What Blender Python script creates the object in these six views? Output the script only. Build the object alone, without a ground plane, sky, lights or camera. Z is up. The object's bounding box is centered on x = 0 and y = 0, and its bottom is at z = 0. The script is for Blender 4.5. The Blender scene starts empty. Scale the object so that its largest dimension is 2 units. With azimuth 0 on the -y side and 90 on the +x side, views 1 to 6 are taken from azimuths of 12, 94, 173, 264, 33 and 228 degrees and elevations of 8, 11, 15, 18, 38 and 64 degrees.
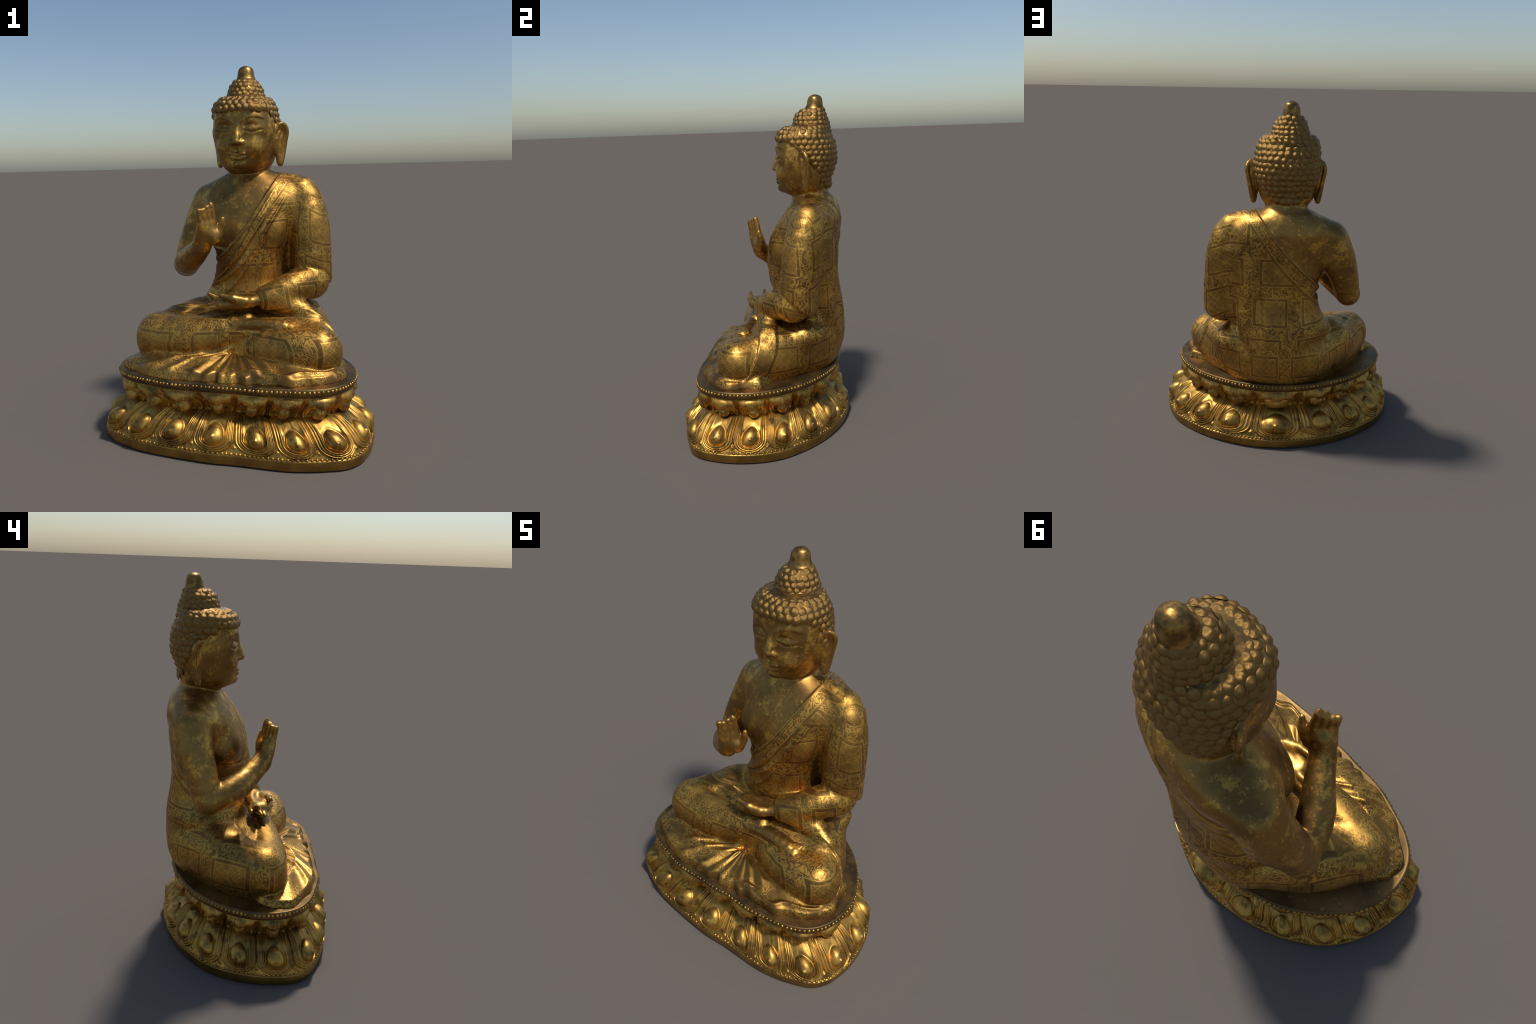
import bpy, functools, math, time
import numpy as np
T0 = time.time()
rng = np.random.default_rng(7)

# ---------------------------------------------------------------- frame
# The figure is modelled facing -y in its own frame, then turned by a few degrees.
TURN = math.radians(-7.5)
SHIFT = np.array([0.012, 0.0, 0.0])
ROT = np.array([[math.cos(TURN), -math.sin(TURN), 0], [math.sin(TURN), math.cos(TURN), 0], [0, 0, 1]])

def to_world(p):
    return np.asarray(p, float) @ ROT.T + SHIFT

# ---------------------------------------------------------------- small maths
def smooth_table(keys, n=600):
    """Catmull-Rom through rows (t, a, b, ...) -> sampled table."""
    k = np.array(keys, float)
    t = k[:, 0]
    m = np.gradient(k, t, axis=0)
    s = np.linspace(t[0], t[-1], n)
    i = np.clip(np.searchsorted(t, s, side='right') - 1, 0, len(t) - 2)
    h = (t[i + 1] - t[i])[:, None]
    x = ((s - t[i])[:, None]) / h
    v = (2*x**3 - 3*x**2 + 1)*k[i] + (x**3 - 2*x**2 + x)*h*m[i] + (-2*x**3 + 3*x**2)*k[i+1] + (x**3 - x**2)*h*m[i+1]
    v[:, 0] = s
    return v

def look(tab, s):
    return [np.interp(s, tab[:, 0], tab[:, j]).astype(s.dtype) for j in range(1, tab.shape[1])]

def smin(a, b, k):
    h = np.clip(.5 + .5*(b - a)/k, 0, 1)
    return b + (a - b)*h - k*h*(1 - h)

def smax(a, b, k):
    return -smin(-a, -b, k)

def sstep(a, b, x):
    t = np.clip((x - a)/(b - a), 0, 1)
    return t*t*(3 - 2*t)

def cap(p, a, b, ra, rb, flat=None):
    """round cone from a to b; flat=(axis, factor) squashes it along an axis"""
    a = np.array(a, p.dtype); b = np.array(b, p.dtype)
    d = b - a
    q = p - a
    t = np.clip(q @ d/(d @ d), 0, 1)
    v = q - t[:, None]*d
    r = ra + (rb - ra)*t
    if flat is not None:
        n = np.array(flat[0], p.dtype); n /= np.linalg.norm(n)
        v = v + ((v @ n)*(flat[1] - 1))[:, None]*n
    return np.sqrt(np.einsum('ij,ij->i', v, v)) - r

def chain(p, pts, k=.02, flat=None, sub=2):
    """smooth tube through (point, radius) stations"""
    st = stations(tuple(pts), sub)
    f = None
    for a, b in zip(st[:-1], st[1:]):
        c = cap(p, a[:3], b[:3], a[3], b[3], flat)
        f = c if f is None else np.minimum(f, c)
    return f

@functools.lru_cache(None)
def stations(pts, sub):
    st = np.array([(*q, r) for q, r in pts], float)
    if len(st) > 2:
        t = np.r_[0, np.cumsum(np.linalg.norm(np.diff(st[:, :3], axis=0), axis=1))]
        tab = smooth_table(np.c_[t, st], 120)
        tt = np.linspace(0, t[-1], sub*(len(st) - 1) + 1)
        st = np.stack(look(tab, tt), 1)
    return st

def egg(p, c, r, yaw=0., pitch=0.):
    q = p - np.array(c, p.dtype)
    if yaw:
        cs, sn = math.cos(yaw), math.sin(yaw)
        q = np.stack([q[:, 0]*cs + q[:, 1]*sn, -q[:, 0]*sn + q[:, 1]*cs, q[:, 2]], 1)
    if pitch:
        cs, sn = math.cos(pitch), math.sin(pitch)
        q = np.stack([q[:, 0]*cs + q[:, 2]*sn, q[:, 1], -q[:, 0]*sn + q[:, 2]*cs], 1)
    r = np.array(r, p.dtype)
    a = q/r; b = a/r
    k0 = np.sqrt(np.einsum('ij,ij->i', a, a)); k1 = np.sqrt(np.einsum('ij,ij->i', b, b)) + 1e-9
    return k0*(k0 - 1)/k1

def loft(p, tab, nf=2.2, nb=2.2, nf_top=None):
    """stack of super-ellipse sections: table rows z: cx, half width, y of widest, y front, y back"""
    cx, w, yc, yf, yb = look(tab, p[:, 2])
    dx = np.abs(p[:, 0] - cx)/w
    dy = p[:, 1] - yc
    fr = dy < 0
    ay = np.where(fr, yc - yf, yb - yc)
    if nf_top:
        nf = nf + (nf_top[0] - nf)*sstep(nf_top[1], nf_top[2], p[:, 2])
    e = np.where(fr, nf, nb)
    q = (dx**e + (np.abs(dy)/ay)**e + 1e-12)**(1/e)
    rad = np.sqrt((p[:, 0] - cx)**2 + dy**2)
    f = (q - 1)*np.where(q > .3, rad/np.maximum(q, .3), np.minimum(w, ay))
    return f

# ---------------------------------------------------------------- figure profiles (metres, own frame)
HX = -.042            # head leans a little to the figure's right
TORSO = smooth_table([
    # z     cx     half   ymid  front  back
    (.34, -.005, .300, .20, .02, .395),
    (.40, -.005, .310, .20, .02, .432),
    (.46, -.005, .310, .21, .02, .456),
    (.54, -.008, .300, .22, .02, .472),
    (.62, -.012, .275, .24, .022, .474),
    (.70, -.024, .272, .25, .030, .468),
    (.76, -.022, .240, .26, .038, .460),
    (.82, -.022, .214, .26, .042, .450),
    (.88, -.022, .206, .26, .032, .443),
    (.95, -.022, .210, .26, .026, .440),
    (1.03, -.022, .232, .26, .027, .443),
    (1.10, -.022, .258, .27, .036, .445),
    (1.17, -.024, .290, .28, .056, .454),
    (1.23, -.026, .318, .285, .080, .462),
    (1.28, -.028, .325, .29, .110, .464),
    (1.32, -.030, .300, .295, .134, .456),
    (1.35, -.032, .252, .30, .152, .448),
    (1.38, -.034, .185, .30, .168, .432),
    (1.41, -.036, .128, .295, .180, .405),
    (1.45, -.038, .112, .285, .195, .386),
    (1.52, -.038, .11, .285, .20, .385)])
LAP = smooth_table([
    (.34, -.012, .515, -.09, -.14, .392),
    (.37, -.012, .520, -.09, -.145, .400),
    (.42, -.012, .530, -.08, -.145, .430),
    (.48, -.012, .535, -.06, -.140, .456),
    (.54, -.012, .515, -.03, -.130, .468),
    (.59, -.012, .475, .02, -.125, .464),
    (.63, -.012, .41, .08, -.070, .450),
    (.66, -.012, .33, .14, .000, .430),
    (.70, .0, .250, .20, .08, .40)])
HEAD = smooth_table([
    (1.385, HX, .085, .28, .200, .385),
    (1.405, HX, .105, .28, .158, .396),
    (1.430, HX, .124, .272, .108, .384),
    (1.455, HX, .143, .27, .096, .388),
    (1.49, HX, .157, .27, .091, .397),
    (1.54, HX, .170, .27, .085, .414),
    (1.60, HX, .178, .27, .083, .433),
    (1.66, HX, .177, .27, .082, .435),
    (1.70, HX-.001, .173, .27, .084, .429),
    (1.735, HX-.003, .170, .27, .087, .417),
    (1.765, HX-.005, .164, .275, .093, .399),
    (1.79, HX-.007, .150, .28, .108, .387),
    (1.812, HX-.010, .124, .29, .144, .385),
    (1.83, HX-.012, .085, .30, .200, .365)])
KNOT = smooth_table([
    (1.76, -.053, .112, .302, .190, .408),
    (1.81, -.054, .106, .302, .184, .404),
    (1.84, -.055, .100, .302, .187, .397),
    (1.87, -.056, .091, .304, .196, .388),
    (1.90, -.057, .073, .306, .216, .376),
    (1.92, -.058, .056, .316, .255, .369),
    (1.94, -.059, .049, .317, .268, .365),
    (1.96, -.059, .046, .317, .272, .363),
    (1.975, -.059, .042, .318, .277, .360),
    (1.988, -.059, .033, .318, .286, .351),
    (1.996, -.059, .018, .318, .300, .336),
    (2.0, -.059, .004, .318, .314, .322)])

def hairline(p):
    """height of the hair border at the direction of p round the head"""
    a = np.abs(np.degrees(np.arctan2(p[:, 0] - HX, -(p[:, 1] - .27))))
    return np.interp(a, [0, 20, 38, 52, 66, 80, 95, 112, 130, 150, 180],
                     [1.733, 1.737, 1.742, 1.735, 1.716, 1.68, 1.63, 1.56, 1.495, 1.45, 1.432])

def robe_edge(p):
    """height above the robe's diagonal border (negative: covered by cloth)"""
    x, y, z = p.T
    t = x - .02
    slope = np.where(t > 0, 1.55*t, 1.25*t + 1.1*t*t)
    return z - (1.135 + .33*(y - .08) + slope)

# ---------------------------------------------------------------- the solid parts as distance functions
def f_torso(p):
    f = loft(p, TORSO, 1.92, 2.15)
    # chest: breast muscles, hollow between them
    f = smin(f, egg(p, (-.150, .145, 1.095), (.11, .080, .10)), .05)
    f = smin(f, egg(p, (.085, .150, 1.095), (.10, .078, .10)), .05)
    # furrow of the spine
    f = f + .006*np.exp(-((p[:, 0] + .03)/.035)**2)*sstep(.35, .42, p[:, 1])*sstep(.75, .95, p[:, 2])*sstep(1.38, 1.2, p[:, 2])
    # breast fold on the bare side
    cz = 1.0 + .9*(p[:, 0] + .12)**2
    f = f + .008*np.exp(-((p[:, 2] - cz)/.009)**2)*sstep(.18, .10, p[:, 1])*sstep(-.03, -.10, p[:, 0])
    return f

def robe_relief(p, f):
    e = robe_edge(p)
    cloth = sstep(.006, -.004, e)
    hem = np.exp(-((e + .012)/.010)**2)
    front = sstep(.20, .10, p[:, 1])
    back = sstep(.36, .44, p[:, 1])
    pleat = np.zeros(len(p))
    for d, a, w in ((.075, .010, .018), (.125, .009, .015), (.165, .009, .014), (.205, .008, .013)):
        pleat += a*np.exp(-((e + d + .03*np.sin(9*p[:, 0] + 40*d))/w)**2)
    low = sstep(.70, .80, p[:, 2])
    f = f - cloth*(.008 + .004*hem) - front*low*pleat*sstep(.30, .12, p[:, 0])
    # second edge and hanging folds on the back
    x, z = p[:, 0], p[:, 2]
    s = .30*(z - 1.0)
    fold = .015*np.exp(-((x - .080 - .10*(z - .9))/.022)**2)*sstep(1.30, 1.1, z) + .005*np.exp(-((x - .20 - .05*(z - .9))/.014)**2)
    f = f - back*cloth*fold*sstep(.62, .72, z)
    # roll of cloth pinched at the right waist
    f = f + .016*np.exp(-((z - .906)/.016)**2)*sstep(-.17, -.22, x)
    return f

def f_arm(p):
    f = chain(p, [((-.300, .297, 1.235), .100), ((-.342, .282, 1.12), .102), ((-.385, .238, 1.0), .087), ((-.418, .202, .878), .070)], .03)
    g = chain(p, [((-.418, .200, .878), .070), ((-.335, .065, .925), .073), ((-.245, -.015, .982), .060), ((-.190, -.068, 1.030), .052)], .03)
    return smin(f, g, .018)

def f_raised_hand(p):
    n = (.70, -.71, .08)
    fl = (n, 1.40)
    f = chain(p, [((-.188, -.068, 1.028), .051), ((-.172, -.078, 1.065), .054), ((-.158, -.084, 1.100), .056)], .02, fl)
    f = smin(f, cap(p, (-.172, -.098, 1.08), (-.164, -.112, 1.135), .036, .030, fl), .02)
    f = smin(f, cap(p, (-.146, -.078, 1.09), (-.134, -.078, 1.14), .042, .032, fl), .02)
    fing = 1e3*np.ones(len(p))
    for k, t, r in (((-.122, -.064, 1.13), (-.128, -.086, 1.242), .0205), ((-.139, -.084, 1.135), (-.145, -.104, 1.230), .0205),
                    ((-.155, -.103, 1.13), (-.160, -.122, 1.215), .0205), ((-.170, -.120, 1.12), (-.174, -.138, 1.216), .0175)):
        fing = smin(fing, cap(p, k, t, r*.94, r*.80), .005)
    fing = smax(fing, p[:, 2] - (1.232 + .75*np.maximum(p[:, 0] + .158, 0)), .006)
    f = smin(f, fing, .014)
    f = smin(f, cap(p, (-.128, -.086, 1.235), (-.128, -.090, 1.258), .014, .004), .008)
    th = chain(p, [((-.118, -.062, 1.06), .032), ((-.090, -.050, 1.115), .022), ((-.074, -.057, 1.168), .011)], .015)
    f = smin(f, th, .012)
    f = smin(f, egg(p, (-.122, -.080, 1.075), (.030, .026, .044)), .016)
    return f

def f_sleeve(p):
    up = chain(p, [((.14, .305, 1.322), .080), ((.262, .302, 1.284), .092), ((.302, .278, 1.15), .114), ((.320, .262, 1.0), .113), ((.330, .250, .90), .112), ((.333, .255, .82), .108)], .03)
    x, y, z = p.T
    # the upper sleeve ends in a soft roll over the forearm sleeve
    line = .895 - .85*(y - .15) + .012*np.sin(14*x)
    up = smax(up, (line - z)*.8, .020)
    lo = chain(p, [((.334, .205, .803), .097), ((.285, .120, .796), .088), ((.212, .050, .766), .078), ((.135, .010, .740), .068)], .03)
    lo = smin(lo, cap(p, (.335, .22, .80), (.33, .245, .90), .094, .09), .02)
    # curtain of cloth under the forearm
    w = chain(p, [((.158, .014, .732), .058), ((.250, .040, .698), .060), ((.335, .060, .660), .055), ((.40, .045, .625), .040)], .03)
    lo = smin(lo, w, .030)
    # open cuff
    d = np.array([-.86, -.50, -.12]); d /= np.linalg.norm(d)
    lo = smax(lo, (p - np.array([.092, .0, .74])) @ d, .012)
    f = smin(up, lo, .010)
    # cloth filling the gap between arm and back, ending in hanging tips
    b = chain(p, [((.15, .350, 1.305), .080), ((.195, .350, 1.22), .088), ((.182, .330, .88), .088), ((.180, .360, .79), .066), ((.160, .402, .70), .042), ((.140, .428, .62), .026)], .04)
    b = smin(b, chain(p, [((.24, .30, .88), .07), ((.255, .295, .76), .040), ((.245, .305, .70), .026)], .03), .02)
    b = smin(b, chain(p, [((.150, .398, 1.14), .040), ((.148, .402, .95), .044), ((.140, .405, .80), .042), ((.125, .425, .68), .026)]), .03)
    b = b - .004*np.sin(46*x + 6*z)*sstep(.36, .42, y)
    return smin(f, b, .030)

def f_lap_hand(p):
    fl = ((0, 0, 1), 1.55)
    f = chain(p, [((.15, .005, .738), .052), ((.09, -.018, .732), .054), ((.02, -.048, .722), .066), ((-.055, -.066, .715), .062)], .02, fl)
    # hollow of the palm
    f = smax(f, -egg(p, (.00, -.052, .775), (.085, .036, .030)), .02)
    f = smin(f, cap(p, (.055, -.085, .735), (-.005, -.112, .752), .026, .021), .018)
    f = smin(f, cap(p, (-.005, -.112, .752), (-.068, -.124, .768), .020, .013), .01)
    for a, b, c in (((-.085, -.040, .722), (-.135, -.045, .738), (-.168, -.054, .759)),
                    ((-.085, -.062, .712), (-.130, -.064, .710), (-.155, -.078, .708)),
                    ((-.080, -.086, .705), (-.115, -.090, .700), (-.140, -.098, .697)),
                    ((-.08, -.02, .715), (-.12, -.018, .715), (-.15, -.02, .72))):
        f = smin(f, chain(p, [(a, .024), (b, .0185), (c, .0105)], .008), .008)
    return f

def drape_band(p):
    """strip of sleeve cloth running down over the left thigh: 1 inside"""
    x, y, z = p.T
    yc = np.interp(z, [.36, .39, .45, .55, .62, .70], [-.055, -.02, .038, .078, .083, .06])
    return sstep(.058, .046, np.abs(y - yc))*sstep(.30, .38, x)*sstep(.72, .68, z)

def f_legs(p):
    # crossed legs: right shin on top, left below; knees a little boxy
    f = loft(p, LAP, 2.2, 1.75)
    f = smax(f, p[:, 2] - .69, .03)
    def leg(pts, dz, k=.04):
        a = chain(p, [((q[0], q[1], q[2] + dz), r) for q, r in pts], k)
        b = chain(p, [((q[0], q[1], q[2] - dz), r) for q, r in pts], k)
        return smin(a, b, .05)
    r = leg([((-.30, .14, .555), .105), ((-.395, .02, .535), .102), ((-.460, -.085, .512), .104)], .026)
    r = smin(r, leg([((-.460, -.112, .508), .104), ((-.32, -.116, .508), .104), ((-.17, -.096, .522), .096), ((-.03, -.066, .560), .078), ((.05, -.060, .590), .052)], .028), .04)
    l = leg([((.29, .13, .520), .100), ((.38, .02, .505), .104), ((.452, -.078, .492), .100)], .022)
    l = smin(l, leg([((.452, -.108, .490), .100), ((.33, -.118, .490), .104), ((.20, -.094, .484), .100), ((.09, -.062, .455), .080)], .024), .04)
    f = smin(f, smin(r, l, .010), .02)
    f = smin(f, egg(p, (-.235, .145, .615), (.19, .125, .070)), .05)
    f = smin(f, egg(p, (.21, .15, .572), (.19, .12, .066)), .05)
    f = smin(f, egg(p, (-.175, .285, .52), (.155, .162, .15)), .05)
    f = smin(f, egg(p, (.25, .26, .610), (.135, .125, .09)), .04)
    f = smin(f, egg(p, (.34, .09, .600), (.095, .12, .07)), .04)
    x, y, z = p.T
    # rope-like hem over the right thigh
    a = np.abs(y - (.045 + .22*(x + .3) + .012*np.sin(25*x)))
    f = f - .007*np.exp(-(a/.015)**2)*sstep(-.10, -.18, x)*sstep(-.50, -.42, x)*sstep(.58, .62, z)
    f = f - .007*np.exp(-((x + .335)**2/.0012 + (y - .02)**2/.0020))*sstep(.58, .62, z)
    f = f - .013*drape_band(p)
    return f

def f_foot(p):
    f = chain(p, [((.02, -.080, .600), .056), ((.085, -.082, .606), .050), ((.17, -.086, .612), .046), ((.255, -.092, .612), .045), ((.30, -.094, .612), .030)], .02, ((0, .45, .9), 1.35))
    for i in range(5):
        t = i/4.
        f = smin(f, cap(p, (.285, -.070 - .045*t, .625 - .012*t), (.322 - .012*t, -.062 - .062*t, .628 - .016*t), .014, .0105), .007)
    return f

def skirt_height(x, y):
    """folded cloth spread in front of the legs over the seat"""
    cx, cy = .015, -.145
    dx, dy = x - cx, y - cy
    phi = np.arctan2(dx, -dy)                      # 0 = straight ahead
    r = np.sqrt(dx*dx + dy*dy)
    rim = np.interp(phi, [-2.2, -1.8, -1.55, -1.38, -1.12, -.87, -.45, 0, .45, .75, 1.03, 1.29, 1.48, 1.70, 1.92, 2.3],
                    [.30, .53, .640, .605, .500, .372, .256, .224, .238, .282, .375, .495, .565, .590, .575, .40])
    wave = .010*np.sin(13*phi + .6) + .007*np.sin(23*phi + 2)
    hem = rim + wave
    e = hem - r                                     # distance inside the hem
    h = .384 + .032*sstep(-.004, .022, e) + (.27 + .10*np.exp(-(phi/.75)**2))*np.clip(e - .015, 0, .17)
    ridge = np.zeros_like(x)
    for c, a, w in ((-1.26, .014, .06), (-1.06, .012, .055), (-.74, .014, .11), (-.30, .010, .14), (.24, .009, .12), (.62, .011, .10), (.95, .008, .08)):
        ridge += a*np.exp(-((phi - c - .16*np.sin(7*r + c))/w)**2)
    h = h + ridge*sstep(.0, .035, e)*sstep(.03, .09, r)*(1 - .3*np.sin(17*r + 2*phi))
    h = h + .012*np.exp(-((e - .05 - .01*np.sin(16*phi))/.014)**2)*sstep(.45, .75, phi)
    h = np.where(e < -.006, .30, h)
    return h, e

def f_skirt(p):
    x, y, z = p.T
    h, e = skirt_height(x, y)
    f = (z - h)*.68
    f = smax(f, -e, .016)
    # ridge of cloth where the folds start
    f = smin(f, chain(p, [((.02, -.108, .515), .012), ((-.02, -.140, .490), .014), ((-.09, -.195, .445), .012)]), .02)
    return np.maximum(f, .33 - z)

def f_head(p):
    f = loft(p, HEAD, 2.25, 2.2, (2.75, 1.54, 1.64))
    f = smax(f, p[:, 2] - 1.824, .012)
    x = p[:, 0] - (HX + .007); y = p[:, 1]; z = p[:, 2]
    ax = np.abs(x)
    q = np.stack([ax, y, z], 1)
    face = sstep(.27, .2, y)
    # cheeks, chin
    f = smin(f, egg(q, (.070, .155, 1.545), (.062, .070, .060)), .03)
    f = smin(f, egg(q, (0, .118, 1.452), (.042, .034, .028)), .025)
    # sockets
    f = smax(f, -egg(q, (.078, .069, 1.655), (.048, .037, .017), yaw=.40), .018)
    # lids
    f = smin(f, egg(q, (.084, .127, 1.638), (.052, .032, .026), yaw=.38), .010)
    # slit between the lids
    lid = 1.6255 + .010*sstep(.05, 0, np.abs(ax - .083))*-1 + .006 + .05*np.maximum(ax - .10, 0)
    f = f + .0048*np.exp(-((z - lid)/.0045)**2)*sstep(.030, .042, ax)*sstep(.142, .125, ax)*face
    f = f - .0006*np.exp(-((z - lid + .010)/.006)**2)*sstep(.030, .045, ax)*sstep(.142, .125, ax)*face
    # brows: a crisp edge arching out of the nose
    bz = 1.661 + .040*np.sin(np.clip((ax - .012)/.135, 0, 1)*math.pi*.80)
    f = f - .0046*(sstep(-.007, .002, z - bz)*sstep(.030, .002, z - bz))*sstep(.010, .03, ax)*sstep(.150, .13, ax)*face
    # nose
    n = cap(q, (0, .098, 1.668), (0, .078, 1.60), .0155, .019)
    n = smin(n, cap(q, (0, .080, 1.60), (0, .0690, 1.572), .019, .0205), .01)
    n = smin(n, egg(q, (.024, .085, 1.567), (.018, .019, .015)), .010)
    f = smin(f, n, .012)
    # mouth
    f = smin(f, egg(q, (0, .094, 1.495), (.050, .018, .020)), .016)
    ml = 1.494 + .16*np.maximum(ax - .018, 0) - .003*np.cos(ax*120)
    f = smin(f, egg(q, (.015, .087, 1.503), (.030, .012, .0095), pitch=.16), .009)
    f = smin(f, egg(q, (0, .0885, 1.481), (.034, .0125, .010)), .009)
    f = f + .005*np.exp(-((z - ml)/.0035)**2)*sstep(.058, .046, ax)*face
    f = f + .004*np.exp(-((z - 1.468)/.007)**2)*sstep(.04, .015, ax)*face
    f = f + .003*np.exp(-(ax/.006)**2)*np.exp(-((z - 1.520)/.010)**2)*face
    return f

def hair_lift(p, f):
    h = p[:, 2] - hairline(p)
    return f - .007*sstep(-.003, .006, h)

def f_knot(p):
    f = loft(p, KNOT, 2.0, 2.0)
    return np.maximum(f, p[:, 2] - 2.0)

def f_ears(p):
    x = np.abs(p[:, 0] - (HX + .008)); q = np.stack([x, p[:, 1], p[:, 2]], 1)
    plate = chain(q, [((.182, .266, 1.640), .034), ((.176, .270, 1.575), .030), ((.174, .272, 1.52), .025), ((.178, .276, 1.462), .020)], .02, ((.75, -.66, 0), 1.65))
    rim = chain(q, [((.166, .246, 1.622), .009), ((.178, .250, 1.658), .011), ((.200, .270, 1.668), .0125), ((.217, .290, 1.640), .0125),
                    ((.209, .294, 1.575), .012), ((.198, .292, 1.52), .013), ((.187, .284, 1.468), .0155), ((.182, .279, 1.448), .0155)], .008)
    f = smin(plate, rim, .008)
    f = smax(f, -egg(q, (.198, .248, 1.622), (.017, .022, .034)), .010)
    f = smin(f, chain(q, [((.172, .248, 1.585), .011), ((.184, .259, 1.62), .008)], .005), .008)
    # web joining the ear to the head
    f = smin(f, cap(q, (.150, .275, 1.63), (.142, .275, 1.52), .028, .018), .015)
    return f

# group: name, function, join radius, bounds
GROUPS = [
    ('torso', f_torso, .0, (-.46, -.12, .30, .46, .56, 1.54)),
    ('arm', f_arm, .035, (-.56, -.16, .74, -.16, .44, 1.38)),
    ('raised_hand', f_raised_hand, .018, (-.30, -.21, .95, -.02, .03, 1.32)),
    ('sleeve', f_sleeve, .030, (.0, -.12, .54, .50, .52, 1.42)),
    ('leg', f_legs, .030, (-.66, -.30, .28, .66, .54, .78)),
    ('skirt', f_skirt, .014, (-.68, -.42, .30, .68, .30, .60)),
    ('foot', f_foot, .012, (-.06, -.18, .52, .36, -.0, .70)),
    ('lap_hand', f_lap_hand, .008, (-.22, -.18, .62, .24, .09, .82)),
    ('head', f_head, .014, (-.28, .0, 1.36, .2, .50, 1.86)),
    ('knot', f_knot, .012, (-.20, .15, 1.74, .09, .45, 2.02)),
    ('ear', f_ears, .010, (-.29, .20, 1.40, .22, .36, 1.72)),
]
NAMES = [g[0] for g in GROUPS]

def field(p, groups=False):
    p = np.ascontiguousarray(p, np.float32)
    lo, hi = p.min(0), p.max(0)
    n = len(p)
    f = np.full(n, .2, np.float32)
    best = np.full(n, 9.); lab = np.zeros(n, int)
    for i, (nm, fn, k, b) in enumerate(GROUPS):
        bl, bh = np.array(b[:3]), np.array(b[3:])
        if (hi < bl).any() or (lo > bh).any():
            continue
        m = ((p >= bl) & (p <= bh)).all(1)
        if not m.any():
            continue
        sub = p if m.all() else p[m]
        d = fn(sub)
        if nm == 'torso':
            d = robe_relief(sub, d)
        if nm in ('head',):
            d = hair_lift(sub, d)
        dd = np.full(n, .2, np.float32); dd[m] = d
        f = smin(f, dd, k) if k else np.minimum(f, dd)
        if groups:
            u = dd < best
            lab[u] = i; best[u] = dd[u]
    f = np.maximum(f, .378 - p[:, 2])
    return (f, lab) if groups else f

def field_chunks(p, cell=.11, groups=False):
    key = np.floor(p/cell).astype(int); key -= key.min(0)
    d = key.max(0) + 1
    kk = (key[:, 0]*d[1] + key[:, 1])*d[2] + key[:, 2]
    o = np.argsort(kk, kind='stable')
    cuts = np.flatnonzero(np.diff(kk[o])) + 1
    out = np.empty(len(p)); lab = np.empty(len(p), int)
    for idx in np.split(o, cuts):
        if groups:
            out[idx], lab[idx] = field(p[idx], True)
        else:
            out[idx] = field(p[idx])
    return (out, lab) if groups else out

# ---------------------------------------------------------------- skin the figure: sparse sampling + surface nets
H = .004; B = 5; HC = H*B
LO = np.array([-.68, -.44, .34]); HI = np.array([.68, .54, 2.02])
NB = np.ceil((HI - LO)/HC).astype(int)
cc = np.stack(np.meshgrid(*[np.arange(n) for n in NB], indexing='ij'), -1).reshape(-1, 3)
cp = LO + (cc + .5)*HC
fc = field_chunks(cp, .2)
near = np.abs(fc) < .027
blocks = cc[near]
ND = NB*B + 1
F = np.repeat(np.repeat(np.repeat(fc.reshape(NB), B, 0), B, 1), B, 2).astype(np.float32)
F = np.pad(F, ((0, 1),)*3, mode='edge')
off = np.stack(np.meshgrid(*[np.arange(B)]*3, indexing='ij'), -1).reshape(-1, 3)
gi = (blocks[:, None, :]*B + off[None]).reshape(-1, 3)
F[gi[:, 0], gi[:, 1], gi[:, 2]] = field_chunks(LO + gi*H)
print('sampled', len(gi), time.time() - T0)

S = F < 0
n0, n1, n2 = F.shape
def corner(A, a, b, c):
    return A[a:n0-1+a, b:n1-1+b, c:n2-1+c]
cnt = sum(corner(S, a, b, c).astype(np.int8) for a in (0, 1) for b in (0, 1) for c in (0, 1))
act = (cnt > 0) & (cnt < 8)
ci = np.argwhere(act)
vid = np.full(act.shape, -1, np.int32); vid[act] = np.arange(len(ci))
pos = np.zeros((len(ci), 3)); wsum = np.zeros(len(ci))
cor = [(a, b, c) for a in (0, 1) for b in (0, 1) for c in (0, 1)]
val = {c: F[ci[:, 0]+c[0], ci[:, 1]+c[1], ci[:, 2]+c[2]].astype(float) for c in cor}
for c in cor:
    for ax in range(3):
        if c[ax] == 0:
            e = tuple(1 if k == ax else c[k] for k in range(3))
            a, b = val[c], val[e]
            m = (a < 0) != (b < 0)
            t = np.where(m, a/np.where(m, a - b, 1), 0)
            pt = np.tile(np.array(c, float), (len(ci), 1)); pt[:, ax] += t
            pos[m] += pt[m]; wsum[m] += 1
V = LO + (ci + pos/wsum[:, None])*H
quads = []
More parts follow.
